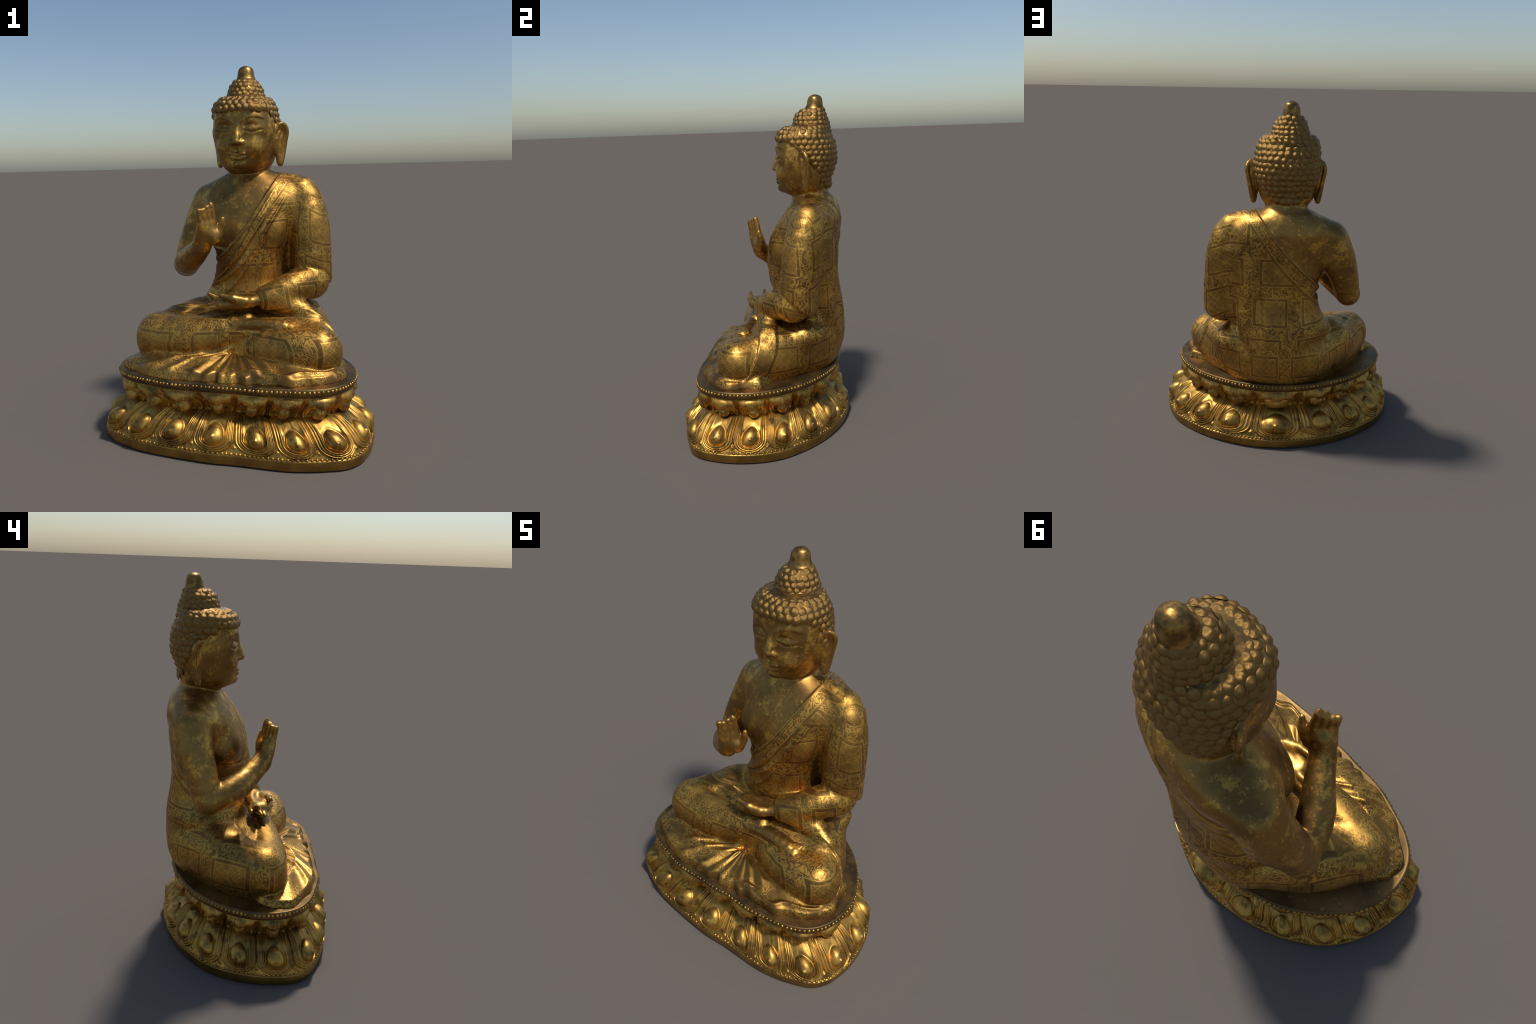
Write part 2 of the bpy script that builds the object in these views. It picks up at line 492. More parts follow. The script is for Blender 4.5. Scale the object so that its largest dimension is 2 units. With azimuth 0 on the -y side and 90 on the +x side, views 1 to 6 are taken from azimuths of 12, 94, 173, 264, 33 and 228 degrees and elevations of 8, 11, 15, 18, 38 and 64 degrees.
for ax in range(3):
    u, w = (ax + 1) % 3, (ax + 2) % 3
    sl0 = [slice(None)]*3; sl1 = [slice(None)]*3
    sl0[ax] = slice(0, -1); sl1[ax] = slice(1, None)
    ch = S[tuple(sl0)] != S[tuple(sl1)]
    e = np.argwhere(ch)
    e = e[(e[:, u] > 0) & (e[:, w] > 0) & (e[:, u] < ND[u]-1) & (e[:, w] < ND[w]-1)]
    inside = S[e[:, 0], e[:, 1], e[:, 2]]
    def cell(du, dw):
        q = e.copy(); q[:, u] -= du; q[:, w] -= dw
        return vid[q[:, 0], q[:, 1], q[:, 2]]
    q = np.stack([cell(1, 1), cell(0, 1), cell(0, 0), cell(1, 0)], 1)
    q[~inside] = q[~inside][:, ::-1]
    quads.append(q)
Q = np.concatenate(quads)
Q = Q[(Q >= 0).all(1)]
# pull the vertices on to the true surface
eps = .0015
tet = np.array([(1, 1, 1), (1, -1, -1), (-1, 1, -1), (-1, -1, 1)], float)
vals = [field_chunks(V + eps*t) for t in tet]
g = sum(v[:, None]*t for v, t in zip(vals, tet))/(4*eps)
f0 = sum(vals)/4
step = -(f0/np.maximum((g*g).sum(1), .25))[:, None]*g
ln = np.linalg.norm(step, axis=1, keepdims=True)
V = V + step*np.minimum(1, .004/np.maximum(ln, 1e-9))
# light relaxation
def relax(V, Q, k, it):
    for _ in range(it):
        acc = np.zeros_like(V); n = np.zeros(len(V))
        for a, b in ((0, 1), (1, 2), (2, 3), (3, 0)):
            np.add.at(acc, Q[:, a], V[Q[:, b]]); np.add.at(n, Q[:, a], 1)
            np.add.at(acc, Q[:, b], V[Q[:, a]]); np.add.at(n, Q[:, b], 1)
        V = V + k*(acc/np.maximum(n, 1)[:, None] - V)
    return V
V = relax(V, Q, .35, 2)
print('surface', len(V), len(Q), time.time() - T0)

# keep the largest shells, drop specks
# vertex normals of the whole body
a, b, c, d = (V[Q[:, i]] for i in range(4))
fn = np.cross(c - a, d - b)
VN = np.zeros_like(V)
for i in range(4):
    np.add.at(VN, Q[:, i], fn)
VN /= np.maximum(np.linalg.norm(VN, axis=1, keepdims=True), 1e-12)

# ---------------------------------------------------------------- regions
cen = (a + b + c + d)/4
_, lab = field_chunks(cen, groups=True)
lab = np.array(NAMES)[lab].astype(object)
x, y, z = cen.T
re = robe_edge(cen)
hair = ((z - hairline(cen)) > 0) & np.isin(lab, ['head', 'knot'])
part = np.empty(len(cen), object)
part[:] = 'robe'
part[(lab == 'torso') & (re > 0)] = 'torso'
part[(lab == 'torso') & (re > 0) & (z > 1.395)] = 'neck'
part[lab == 'sleeve'] = 'sleeve'
part[(lab == 'sleeve') & (y > .30) & (x < .28 - .6*(y - .36))] = 'robe'
part[(lab == 'sleeve') & (z < .90 - .85*(y - .15)) & (y < .30)] = 'cuff'
part[(lab == 'torso') & (z < .62)] = 'leg'
part[lab == 'arm'] = 'arm'
part[lab == 'raised_hand'] = 'raised_hand'
part[lab == 'lap_hand'] = 'lap_hand'
part[(lab == 'leg')] = 'leg'
part[lab == 'foot'] = 'foot'
part[lab == 'skirt'] = 'skirt'
part[np.isin(lab, ['leg', 'sleeve', 'torso']) & (drape_band(cen) > .3) & (z < .69)] = 'drape'
part[lab == 'head'] = 'head'
part[lab == 'ear'] = 'ear'
part[lab == 'knot'] = 'hair'
part[hair] = 'hair'
part[(lab == 'knot') & (z > 1.925)] = 'finial'
ear_side = np.where(x > HX, 1, 0)

# ---------------------------------------------------------------- materials
class Nodes:
    """short-hand for building shader graphs"""
    def __init__(self, nt):
        self.nt = nt
    def put(self, sock, v):
        if hasattr(v, 'is_output') or isinstance(v, bpy.types.NodeSocket):
            self.nt.links.new(v, sock)
        elif isinstance(v, (tuple, list)) and len(v) == 3 and sock.type == 'RGBA':
            sock.default_value = (*v, 1)
        else:
            sock.default_value = v
    def m(self, op, a, b=None, c=None, clamp=False):
        n = self.nt.nodes.new('ShaderNodeMath'); n.operation = op; n.use_clamp = clamp
        for i, v in enumerate((a, b, c)):
            if v is not None:
                self.put(n.inputs[i], v)
        return n.outputs[0]
    def add(self, a, b): return self.m('ADD', a, b)
    def sub(self, a, b): return self.m('SUBTRACT', a, b)
    def mul(self, a, b): return self.m('MULTIPLY', a, b)
    def mn(self, a, b): return self.m('MINIMUM', a, b)
    def mx(self, a, b): return self.m('MAXIMUM', a, b)
    def step(self, v, lo, hi, out0=0., out1=1.):
        n = self.nt.nodes.new('ShaderNodeMapRange'); n.interpolation_type = 'SMOOTHSTEP'
        self.put(n.inputs['Value'], v)
        for k, x_ in zip(('From Min', 'From Max', 'To Min', 'To Max'), (lo, hi, out0, out1)):
            n.inputs[k].default_value = x_
        return n.outputs[0]
    def band(self, v, c, w, soft=.0025):
        """1 where v lies within w of c"""
        return self.step(self.m('ABSOLUTE', self.sub(v, c)), w + soft, w - soft*.2)
    def mix(self, f, a, b, mode='MIX'):
        n = self.nt.nodes.new('ShaderNodeMix'); n.data_type = 'RGBA'; n.blend_type = mode; n.clamp_factor = True
        self.put(n.inputs[0], f); self.put(n.inputs[6], a); self.put(n.inputs[7], b)
        return n.outputs[2]
    def mixf(self, f, a, b):
        n = self.nt.nodes.new('ShaderNodeMix'); n.data_type = 'FLOAT'
        self.put(n.inputs[0], f); self.put(n.inputs[2], a); self.put(n.inputs[3], b)
        return n.outputs[0]
    def noise(self, vec, scale, detail=2., rough=.5, dist=0.):
        n = self.nt.nodes.new('ShaderNodeTexNoise')
        if vec is not None:
            self.put(n.inputs['Vector'], vec)
        for k, v in (('Scale', scale), ('Detail', detail), ('Roughness', rough), ('Distortion', dist)):
            n.inputs[k].default_value = v
        return n.outputs[0]
    def voronoi(self, vec, scale, feature='F1'):
        n = self.nt.nodes.new('ShaderNodeTexVoronoi'); n.feature = feature
        self.put(n.inputs['Vector'], vec); n.inputs['Scale'].default_value = scale
        return n.outputs['Distance']
    def comb(self, x, y, z=0.):
        n = self.nt.nodes.new('ShaderNodeCombineXYZ')
        for i, v in enumerate((x, y, z)):
            self.put(n.inputs[i], v)
        return n.outputs[0]
    def sep(self, v):
        n = self.nt.nodes.new('ShaderNodeSeparateXYZ'); self.put(n.inputs[0], v)
        return n.outputs
    def frame(self):
        """object coordinates turned into the figure's own frame"""
        t = self.nt.nodes.new('ShaderNodeTexCoord')
        m = self.nt.nodes.new('ShaderNodeMapping')
        loc = -(ROT.T @ SHIFT)
        m.inputs['Location'].default_value = loc
        m.inputs['Rotation'].default_value = (0, 0, -TURN)
        self.nt.links.new(t.outputs['Object'], m.inputs['Vector'])
        return m.outputs[0]
    def bump(self, h, strength, dist=.004, normal=None):
        b = self.nt.nodes.new('ShaderNodeBump')
        b.inputs['Strength'].default_value = strength; b.inputs['Distance'].default_value = dist
        self.put(b.inputs['Height'], h)
        if normal is not None:
            self.put(b.inputs['Normal'], normal)
        return b.outputs[0]

DARK = (.19, .102, .029)
MID = (.31, .170, .040)
BRIGHT = (.82, .465, .092)
OLIVE = (.25, .18, .05)
VERDIGRIS = (.42, .35, .07)
GREY = (.20, .165, .085)

def node_material(name, build):
    m = bpy.data.materials.new(name); m.use_nodes = True
    nt = m.node_tree; nt.nodes.clear()
    out = nt.nodes.new('ShaderNodeOutputMaterial')
    bs = nt.nodes.new('ShaderNodeBsdfPrincipled')
    nt.links.new(bs.outputs[0], out.inputs[0])
    bs.inputs['Metallic'].default_value = .93
    bs.inputs['Roughness'].default_value = .36
    build(Nodes(nt), bs)
    return m

def patina(k, col, p, amount=.5, seed=0.):
    """soft cloudy staining shared by all parts: browner, greyer and green areas"""
    q = k.comb(*[k.add(c, seed) for c in k.sep(p)])
    a = k.noise(q, 3.2, 4, .6)
    col = k.mix(k.mul(k.step(a, .50, .68), amount), col, k.mix(1., col, (.70, .66, .62), 'MULTIPLY'))
    b = k.noise(q, 5.5, 3, .6)
    col = k.mix(k.mul(k.step(b, .56, .72), .45*amount), col, OLIVE)
    c = k.noise(q, 7.5, 4, .65)
    col = k.mix(k.mul(k.step(c, .62, .74), .50*amount), col, VERDIGRIS)
    return col

def rough_out(k, bs, p, lo=.38, hi=.54):
    bs_r = k.step(k.noise(p, 14, 3, .6), .3, .7, lo, hi)
    k.put(bs.inputs['Roughness'], bs_r)

def scroll(k, uv, scale=27.):
    """engraved flower and tendril filling"""
    n = k.noise(uv, scale, 1.2, .45, .7)
    f = k.m('FRACT', k.mul(n, 5.2))
    tend = k.step(k.m('ABSOLUTE', k.sub(f, .5)), .30, .20)
    v = k.voronoi(uv, scale*.62)
    rosette = k.step(k.m('ABSOLUTE', k.sub(v, .22)), .10, .04)
    return k.mx(k.mul(tend, .9), k.mul(rosette, .65))

def brocade(axis, radius, pu, pv, off=(0., 0.), border=False, along=None, shear=0.):
    """patchwork robe: latticed fields framed by dark lines and flower bands.
    axis: centre of the wrap in plan; radius turns the angle into a length"""
    def build(k, bs):
        p = k.frame()
        x, y, z = k.sep(p)
        if along is None:
            ang = k.m('ARCTAN2', k.sub(x, axis[0]), k.sub(y, axis[1]))
            u = k.mul(ang, radius); v = k.add(z, k.mul(k.m('SINE', ang), shear))
        else:
            u = k.add(k.add(k.mul(x, along[0][0]), k.mul(y, along[0][1])), k.mul(z, along[0][2]))
            v = k.add(k.add(k.mul(x, along[1][0]), k.mul(y, along[1][1])), k.mul(z, along[1][2]))
        # hand-drawn wobble
        wob = k.sub(k.noise(p, 6., 2), .5)
        wob2 = k.sub(k.noise(k.comb(y, z, x), 6., 2), .5)
        u = k.add(k.add(u, off[0]), k.mul(wob, .020)); v = k.add(k.add(v, off[1]), k.mul(wob2, .024))
        uv = k.comb(u, v, k.mul(z, .0))
        row = k.m('FLOOR', k.m('DIVIDE', v, pv))
        us = k.add(u, k.mul(row, pu*.12))
        fu = k.mul(k.m('FRACT', k.m('DIVIDE', us, pu)), pu)
        fv = k.mul(k.m('FRACT', k.m('DIVIDE', v, pv)), pv)
        sw, sh = .30*pu, .31*pv
        d = k.mn(k.mn(k.sub(fu, sw), k.sub(pu - .010, fu)), k.mn(k.sub(fv, sh), k.sub(pv - .010, fv)))
        ds = k.mn(k.sub(fu, sw), k.sub(pu - .010, fu))
        inside = k.step(d, .012, .014)
        # lattice of diamonds with a small flower in each
        per = .042
        a = k.m('ABSOLUTE', k.sub(k.m('FRACT', k.m('DIVIDE', k.add(u, v), per)), .5))
        b = k.m('ABSOLUTE', k.sub(k.m('FRACT', k.m('DIVIDE', k.sub(u, v), per)), .5))
        mab = k.mx(a, b)
        grid = k.mx(k.step(mab, .425, .455), k.mul(k.band(mab, .31, .035, .03), .55))
        flower = k.mul(k.step(mab, .20, .14), k.step(k.noise(uv, 130., 1.), .45, .56))
        lattice = k.mx(.22, k.mx(grid, k.mul(flower, .9)))
        flor = scroll(k, p)
        pat = k.mixf(inside, flor, lattice)
        # frame: broad dark line and fine bright line
        dark_line = k.mx(k.band(d, .0025, .0062), k.mul(k.band(k.add(ds, .0), -.004, .003), .8))
        fine = k.mx(k.band(d, .0125, .0020, .0018), k.band(d, -.0075, .0020, .0018))
        pat = k.mul(pat, k.sub(1., dark_line))
        pat = k.mx(pat, k.mul(fine, .9))
        if border:
            t = k.sub(x, .02)
            tp = k.mx(t, 0.); tn = k.mn(t, 0.)
            e = k.sub(z, k.add(k.add(1.135, k.mul(k.sub(y, .08), .33)), k.add(k.mul(tp, 1.55), k.add(k.mul(tn, 1.25), k.mul(k.mul(tn, tn), 1.1)))))
            e = k.mul(e, .56)
            inb = k.step(e, -.066, -.063)
            pat = k.mixf(inb, pat, scroll(k, p, 31.))
            pat = k.mul(pat, k.sub(1., k.mx(k.band(e, -.070, .005), k.band(e, -.009, .004))))
            pat = k.mx(pat, k.mx(k.band(e, -.061, .0018, .002), k.band(e, -.0025, .0022, .002)))
        wear = k.step(k.noise(p, 9., 4, .65), .32, .62, .40, 1.)
        pat = k.mul(pat, wear)
        ground = k.mix(k.step(k.noise(p, 4.5, 3), .35, .65), DARK, MID)
        rub = k.step(k.noise(p, 34., 5, .75), .50, .66)
        ground = k.mix(k.mul(rub, .30), ground, BRIGHT)
        col = k.mix(k.mul(pat, .66), ground, BRIGHT)
        col = patina(k, col, p, .32)
        k.put(bs.inputs['Base Color'], col)
        rough_out(k, bs, p)
        k.put(bs.inputs['Normal'], k.bump(pat, .22, .003))
    return build

def cloth_plain(k, bs):
    """skirt and drape: scattered flowers, worn"""
    p = k.frame(); x, y, z = k.sep(p)
    f = scroll(k, p, 34.)
    patch = k.step(k.noise(p, 8., 3), .42, .58)
    ground = k.mix(k.step(k.noise(p, 4.5, 3), .35, .65), DARK, MID)
    col = k.mix(k.mul(k.mul(f, patch), .62), ground, BRIGHT)
    col = patina(k, col, p, .45, 3.)
    k.put(bs.inputs['Base Color'], col); rough_out(k, bs, p, .36, .50)
    k.put(bs.inputs['Normal'], k.bump(k.mul(f, patch), .16, .003))

def skin(k, bs):
    """bare skin: dull brown gilding with bright rubbed patches and olive stains"""
    p = k.frame()
    def shifted(d):
        return k.comb(*[k.add(q, d) for q in k.sep(p)])
    a = k.noise(p, 5., 5, .62)
    col = k.mix(k.step(a, .34, .60), (.225, .125, .036), (.35, .195, .050))
    g = k.noise(shifted(5.3), 3.4, 4, .6)
    col = k.mix(k.mul(k.step(g, .50, .64), .45), col, (.20, .128, .042))
    b = k.noise(shifted(2.2), 13., 6, .80)
    col = k.mix(k.mul(k.step(b, .50, .62), .72), col, (.74, .42, .082))
    c = k.noise(p, 36., 2, .6)
    col = k.mix(k.mul(k.mul(k.step(c, .64, .70), k.step(a, .40, .55)), .7), col, (.72, .44, .10))
    h = k.noise(shifted(9.1), 8., 4, .65)
    col = k.mix(k.mul(k.step(h, .66, .76), .25), col, VERDIGRIS)
    k.put(bs.inputs['Base Color'], col); rough_out(k, bs, p, .36, .50)
    k.put(bs.inputs['Normal'], k.bump(b, .08, .004))

def hair_mat(k, bs):
    p = k.frame()
    a = k.noise(p, 30., 3, .6)
    col = k.mix(k.step(a, .38, .64), (.16, .092, .030), (.42, .235, .060))
    b = k.noise(p, 5., 3, .6)
    col = k.mix(k.mul(k.step(b, .50, .66), .35), col, (.17, .115, .045))
    k.put(bs.inputs['Base Color'], col); rough_out(k, bs, p, .34, .45)
    k.put(bs.inputs['Normal'], k.bump(a, .30, .006))

def petal_mat(k, bs):
    p = k.frame()
    x, y, z = k.sep(p)
    a = k.noise(p, 6., 4, .6)
    col = k.mix(k.step(a, .36, .62), (.24, .130, .031), (.56, .315, .066))
    # fine streaks of lighter gold running down the petals, with slight bump
    ang = k.m('ARCTAN2', x, y)
    line = k.noise(k.comb(k.mul(ang, 75.), k.mul(z, 9.), k.mul(a, 3.)), 1., 3, .6, .4)
    col = k.mix(k.mul(k.step(line, .48, .64), .45), col, (.82, .46, .095))
    d = k.noise(k.comb(*[k.add(q, 4.) for q in k.sep(p)]), 17., 3, .6)
    col = k.mix(k.mul(k.step(d, .53, .66), .80), col, (.18, .105, .032))
    g = k.noise(p, 8., 4, .65, .8)
    col = k.mix(k.mul(k.step(g, .58, .74), .40), col, (.50, .40, .08))
    k.put(bs.inputs['Base Color'], col); rough_out(k, bs, p, .36, .50)
    k.put(bs.inputs['Normal'], k.bump(line, .12, .005))

def seat_mat(k, bs):
    p = k.frame()
    a = k.noise(p, 7., 4, .6)
    col = k.mix(k.step(a, .38, .64), (.12, .076, .032), (.20, .120, .042))
    f = k.noise(p, 40., 3, .6)
    col = k.mix(k.mul(k.step(f, .62, .72), .35), col, BRIGHT)
    k.put(bs.inputs['Base Color'], col); rough_out(k, bs, p, .42, .56)

def plinth_mat(k, bs):
    p = k.frame()
    a = k.noise(p, 9., 4, .65)
    col = k.mix(k.step(a, .36, .66), (.26, .145, .036), (.42, .24, .056))
    k.put(bs.inputs['Base Color'], col); rough_out(k, bs, p, .36, .5)
    k.put(bs.inputs['Normal'], k.bump(k.noise(p, 50., 3), .15, .004))

SKIN = node_material('worn_gilded_skin', skin)
HAIR = node_material('bronze_hair', hair_mat)
PETALS = node_material('gilded_lotus', petal_mat)
SEAT = node_material('brown_seat', seat_mat)
PLINTH = node_material('plinth_bronze', plinth_mat)
CLOTH = node_material('worn_flowered_cloth', cloth_plain)
TAU = 2*math.pi
BROCADE = node_material('engraved_robe', brocade((0., .10), .34, TAU*.34/8, .235, (.035, .02), True))
SLEEVE = node_material('engraved_sleeve', brocade((.315, .25), .115, TAU*.115/3, .255, (.03, .05), shear=.05))
CUFF = node_material('engraved_cuff', brocade((0, 0), 1, .16, .19, (.02, .03), along=((.62, .62, .1), (-.2, .2, .95))))
LEG = node_material('engraved_legwear', brocade((0., .06), .46, TAU*.46/11, .215, (.02, .06)))
MATS = {'neck': SKIN, 'torso': SKIN, 'arm': SKIN, 'hand': SKIN, 'foot': SKIN, 'head': SKIN, 'ear': SKIN, 'hair': HAIR, 'finial': HAIR,
        'robe': BROCADE, 'sleeve': SLEEVE, 'cuff': CUFF, 'leg': LEG, 'skirt': CLOTH, 'drape': CLOTH}

# ---------------------------------------------------------------- objects
def empty(name, parent=None):
    o = bpy.data.objects.new(name, None); bpy.context.scene.collection.objects.link(o)
    o.parent = parent
    return o

def make_mesh(name, verts, faces, mat, parent=None, normals=None, smooth=True):
    me = bpy.data.meshes.new(name)
    verts = np.asarray(verts, np.float32); faces = np.asarray(faces, np.int32)
    k = faces.shape[1]
    me.vertices.add(len(verts)); me.vertices.foreach_set('co', verts.ravel())
    me.loops.add(faces.size); me.loops.foreach_set('vertex_index', faces.ravel())
    me.polygons.add(len(faces))
    me.polygons.foreach_set('loop_start', np.arange(0, faces.size, k, dtype=np.int32))
    me.update(calc_edges=True)
    me.validate()
    me.polygons.foreach_set('use_smooth', np.full(len(me.polygons), smooth))
    if normals is not None:
        me.normals_split_custom_set_from_vertices(np.asarray(normals, np.float32).tolist())
    me.materials.append(mat)
    o = bpy.data.objects.new(name, me); bpy.context.scene.collection.objects.link(o)
    o.parent = parent
    return o

statue = empty('seated_figure_statue')
statue['label'] = 'gilded bronze seated monk figure on a double lotus pedestal'
statue['category'] = 'statue'

WV = to_world(V); WN = VN @ ROT.T
def region(name, mask, mat, parent):
    q = Q[mask]
    if not len(q):
        return None
    used, inv = np.unique(q, return_inverse=True)
    return make_mesh(name, WV[used], inv.reshape(q.shape), mat, parent, WN[used])

head = region('head', part == 'head', SKIN, statue)
PARENT = {'hair': head, 'finial': head, 'ear': head}
for nm, key in (('neck', 'neck'), ('torso', 'torso'), ('robe', 'robe'), ('sleeve', 'sleeve'), ('cuff', 'cuff'), ('arm', 'arm'), ('hand', 'raised_hand'), ('hand', 'lap_hand'),
                ('foot', 'foot'), ('skirt', 'skirt'), ('drape', 'drape')):
    region(nm, part == key, MATS[nm], statue)
for s in (0, 1):
    region('leg', (part == 'leg') & ((x > .0) == bool(s)), LEG, statue)
    region('ear', (part == 'ear') & (ear_side == s), SKIN, head)
region('hair', part == 'hair', HAIR, head)
region('finial', part == 'finial', HAIR, head)
print('figure', time.time() - T0)

# ---------------------------------------------------------------- hair curls
def head_surface(az, z0, cx, cy):
    """march outward from the head's axis at height z0, bearing az (0 = front)"""
    d = np.array([math.sin(az), -math.cos(az), 0.])
    t = np.linspace(.0, .30, 121)
    p = np.array([cx, cy, z0]) + t[:, None]*d
    f = np.minimum(hair_lift(p, f_head(p)), f_knot(p))
    i = np.flatnonzero(f > 0)
    i = i[0] if len(i) else 120
    if i == 0:
        return None
    s = f[i-1]/(f[i-1] - f[i])
    return p[i-1] + s*(p[i] - p[i-1])

def curl_mesh():
    v = []; n, m = 14, 7
    prof = [(1.16, -.25), (1.02, .0), (.82, .24), (.62, .47), (.40, .68), (.19, .82), (0, .87)]
    for j, (r, h) in enumerate(prof):
        for i in range(n):
            a = 2*math.pi*i/n
            rr = r*(1 + .10*math.sin(a + 5*r)*(j not in (0, 6)))
            v.append((rr*math.cos(a), rr*math.sin(a), h))
    f = [(j*n+i, j*n+(i+1) % n, (j+1)*n+(i+1) % n, (j+1)*n+i) for j in range(m-1) for i in range(n)]
    me = bpy.data.meshes.new('hair_curl')
    me.from_pydata(v, [], f); me.update()
    me.polygons.foreach_set('use_smooth', [True]*len(f))
    me.materials.append(HAIR)
    return me
CURL = curl_mesh()
from mathutils import Matrix, Vector
def add_curl(p, n, r, parent, spin):
    P = Vector(to_world(p[None])[0]); N = Vector((n[None] @ ROT.T)[0])
    o = bpy.data.objects.new('hair_curl', CURL); bpy.context.scene.collection.objects.link(o)
    o.matrix_world = Matrix.Translation(P) @ N.to_track_quat('Z', 'Y').to_matrix().to_4x4() @ Matrix.Rotation(spin, 4, 'Z') @ Matrix.Diagonal((r*1.05, r*1.05, r*rng.uniform(.44, .62), 1))
    o.parent = parent
    return o
curls = 0
def surf_normal(p):
    e = 2e-3
    def ff(q):
        q = q[None]
        return min(hair_lift(q, f_head(q))[0], f_knot(q)[0])
    g = np.array([ff(p + e*np.eye(3)[k]) - ff(p - e*np.eye(3)[k]) for k in range(3)])
    return g/np.linalg.norm(g)
rows = [(z0, HX, .27, .0185) for z0 in np.arange(1.4655, 1.79, .0318)] + [(1.808, -.048, .285, .0165)] + [(z0, -.056, .303, .0165) for z0 in np.arange(1.832, 1.915, .0255)]
for ri, (z0, cx, cy, r) in enumerate(rows):
    pts = [head_surface(math.radians(a), z0, cx, cy) for a in range(0, 360, 3)]
    pts = np.array([q for q in pts if q is not None])
    seg = np.linalg.norm(np.roll(pts, -1, 0) - pts, axis=1)
    s = np.r_[0, np.cumsum(seg)]
    per = s[-1]; n = max(6, int(round(per/(2.08*r))))
    loop = np.vstack([pts, pts[:1]])
    for i in range(n):
        t = ((i + .5*(ri % 2))/n*per) % per
        q = np.array([np.interp(t, s, loop[:, k]) for k in range(3)])
        if z0 - hairline(q[None])[0] < .006:
            continue
        # leave out those lying under the ears
        if abs(q[1] - .275) < .025 and z0 < 1.68:
            continue
        add_curl(q + np.array([0, 0, rng.uniform(-.003, .003)]), surf_normal(q), r*rng.uniform(.84, 1.10), head, rng.uniform(0, 6.28))
        curls += 1
for frac, n in ((.60, 22), (.86, 26)):
    for i in range(n):
        a = TAU*(i + .5*(n == 26))/n
        d = np.array([math.sin(a), -math.cos(a)])
        inner = np.array([-.054, .302]) + d*.118; outer = np.array([HX - .006, .265]) + d*np.array([.150, .160])
        q = inner + (outer - inner)*frac
        zz = np.linspace(1.86, 1.74, 61)
        col_ = np.c_[np.tile(q, (61, 1)), zz]
        f_ = np.minimum(hair_lift(col_, f_head(col_)), f_knot(col_))
        k_ = np.flatnonzero(f_ < 0)
        if not len(k_) or k_[0] == 0 or q[1] > .33:
            continue
        pt = col_[k_[0]]
        add_curl(pt, surf_normal(pt), .0165*rng.uniform(.85, 1.1), head, rng.uniform(0, 6.28)); curls += 1
print('curls', curls, time.time() - T0)

# ---------------------------------------------------------------- lotus pedestal
def polar(keys):
    k = np.array(keys, float)
    full = np.vstack([np.c_[-k[::-1][:-1, 0], k[::-1][:-1, 1]], k])
    ang = np.r_[full[:-1, 0] - 360, full[:-1, 0], full[:-1, 0] + 360, [540]]
    val = np.r_[full[:-1, 1], full[:-1, 1], full[:-1, 1], [full[0, 1]]]
    t = smooth_table(np.c_[ang, val], 3600)
    return lambda th: np.interp(np.degrees(th), t[:, 0], t[:, 1])
R_FOOT = polar([(0, .450), (15, .458), (30, .500), (45, .588), (55, .662), (62, .716), (68, .733), (75, .726), (90, .696), (105, .655), (120, .594), (135, .546), (150, .512), (165, .495), (180, .490)])
def lopsided(base, bumps):
    return lambda th: base(th) + sum(a*np.exp(-((((np.degrees(th) - c + 180) % 360) - 180)/w)**2) for c, a, w in bumps)
R_RIM = polar([(0, .398), (15, .405), (30, .448), (45, .512), (55, .582), (62, .622), (68, .640), (75, .645), (90, .622), (105, .574), (120, .530), (135, .490), (150, .465), (165, .450), (180, .446)])
R_RIM = lopsided(R_RIM, ((-75, .030, 38), (-35, .026, 28), (52, .012, 25), (90, .004, 20)))
R_FOOT = lopsided(R_FOOT, ((-10, .014, 30), (-42, .022, 28), (-75, .006, 25), (40, .018, 18), (88, .008, 22)))
PETAL = [0, 28, 46, 60, 75, 90.5, 106.5, 124, 144.5, 180]
PETAL = np.radians(sorted([-a for a in PETAL[1:-1]] + PETAL))
NT = 1800
TH = np.linspace(-math.pi, math.pi, NT, endpoint=False) + 1e-4
def nearest_petal(th):
    d = (th[:, None] - PETAL[None] + math.pi) % (2*math.pi) - math.pi
    # cell borders half way between neighbours
    ext = np.r_[PETAL[-1] - 2*math.pi, PETAL, PETAL[0] + 2*math.pi]
    lo = (ext[:-2] + ext[1:-1])/2; hi = (ext[1:-1] + ext[2:])/2
    i = np.zeros(len(th), int); u = np.zeros(len(th))
    for k in range(len(PETAL)):
        t = d[:, k]
        m = (t >= lo[k] - PETAL[k]) & (t < hi[k] - PETAL[k])
        i[m] = k
        u[m] = np.where(t[m] < 0, t[m]/(PETAL[k] - lo[k]), t[m]/(hi[k] - PETAL[k]))
    return i, u
PI, PU = nearest_petal(TH)
HALF = np.full(len(PETAL), .09)

def ring_point(th, r, z):
    return np.stack([r*np.sin(th), -r*np.cos(th), z], -1)

def sheet(prof, radius, relief):
    """prof: rows (t, inset, z); returns grid of points (n profile, n angle, 3)"""
    tab = smooth_table(prof, 400) if relief else np.array(prof, float)
    n = NP_
    t = np.linspace(0, 1, n)
    ins, zz = look(tab, t*(tab[-1, 0] - tab[0, 0]) + tab[0, 0])
    G = np.stack([ring_point(TH, radius(TH) - ins[j], np.full(NT, zz[j])) for j in range(n)])
    du = np.roll(G, -1, 1) - np.roll(G, 1, 1)
    dv = np.gradient(G, axis=0)
    N = np.cross(du, dv); N /= np.linalg.norm(N, axis=2, keepdims=True)
    if relief is None:
        return G
    h = relief(t[:, None]*np.ones((1, NT)), np.tile(PU, (n, 1)), np.tile(HALF[PI], (n, 1)), np.tile(PI, (n, 1)), zz[:, None])
    return G + N*h[..., None]

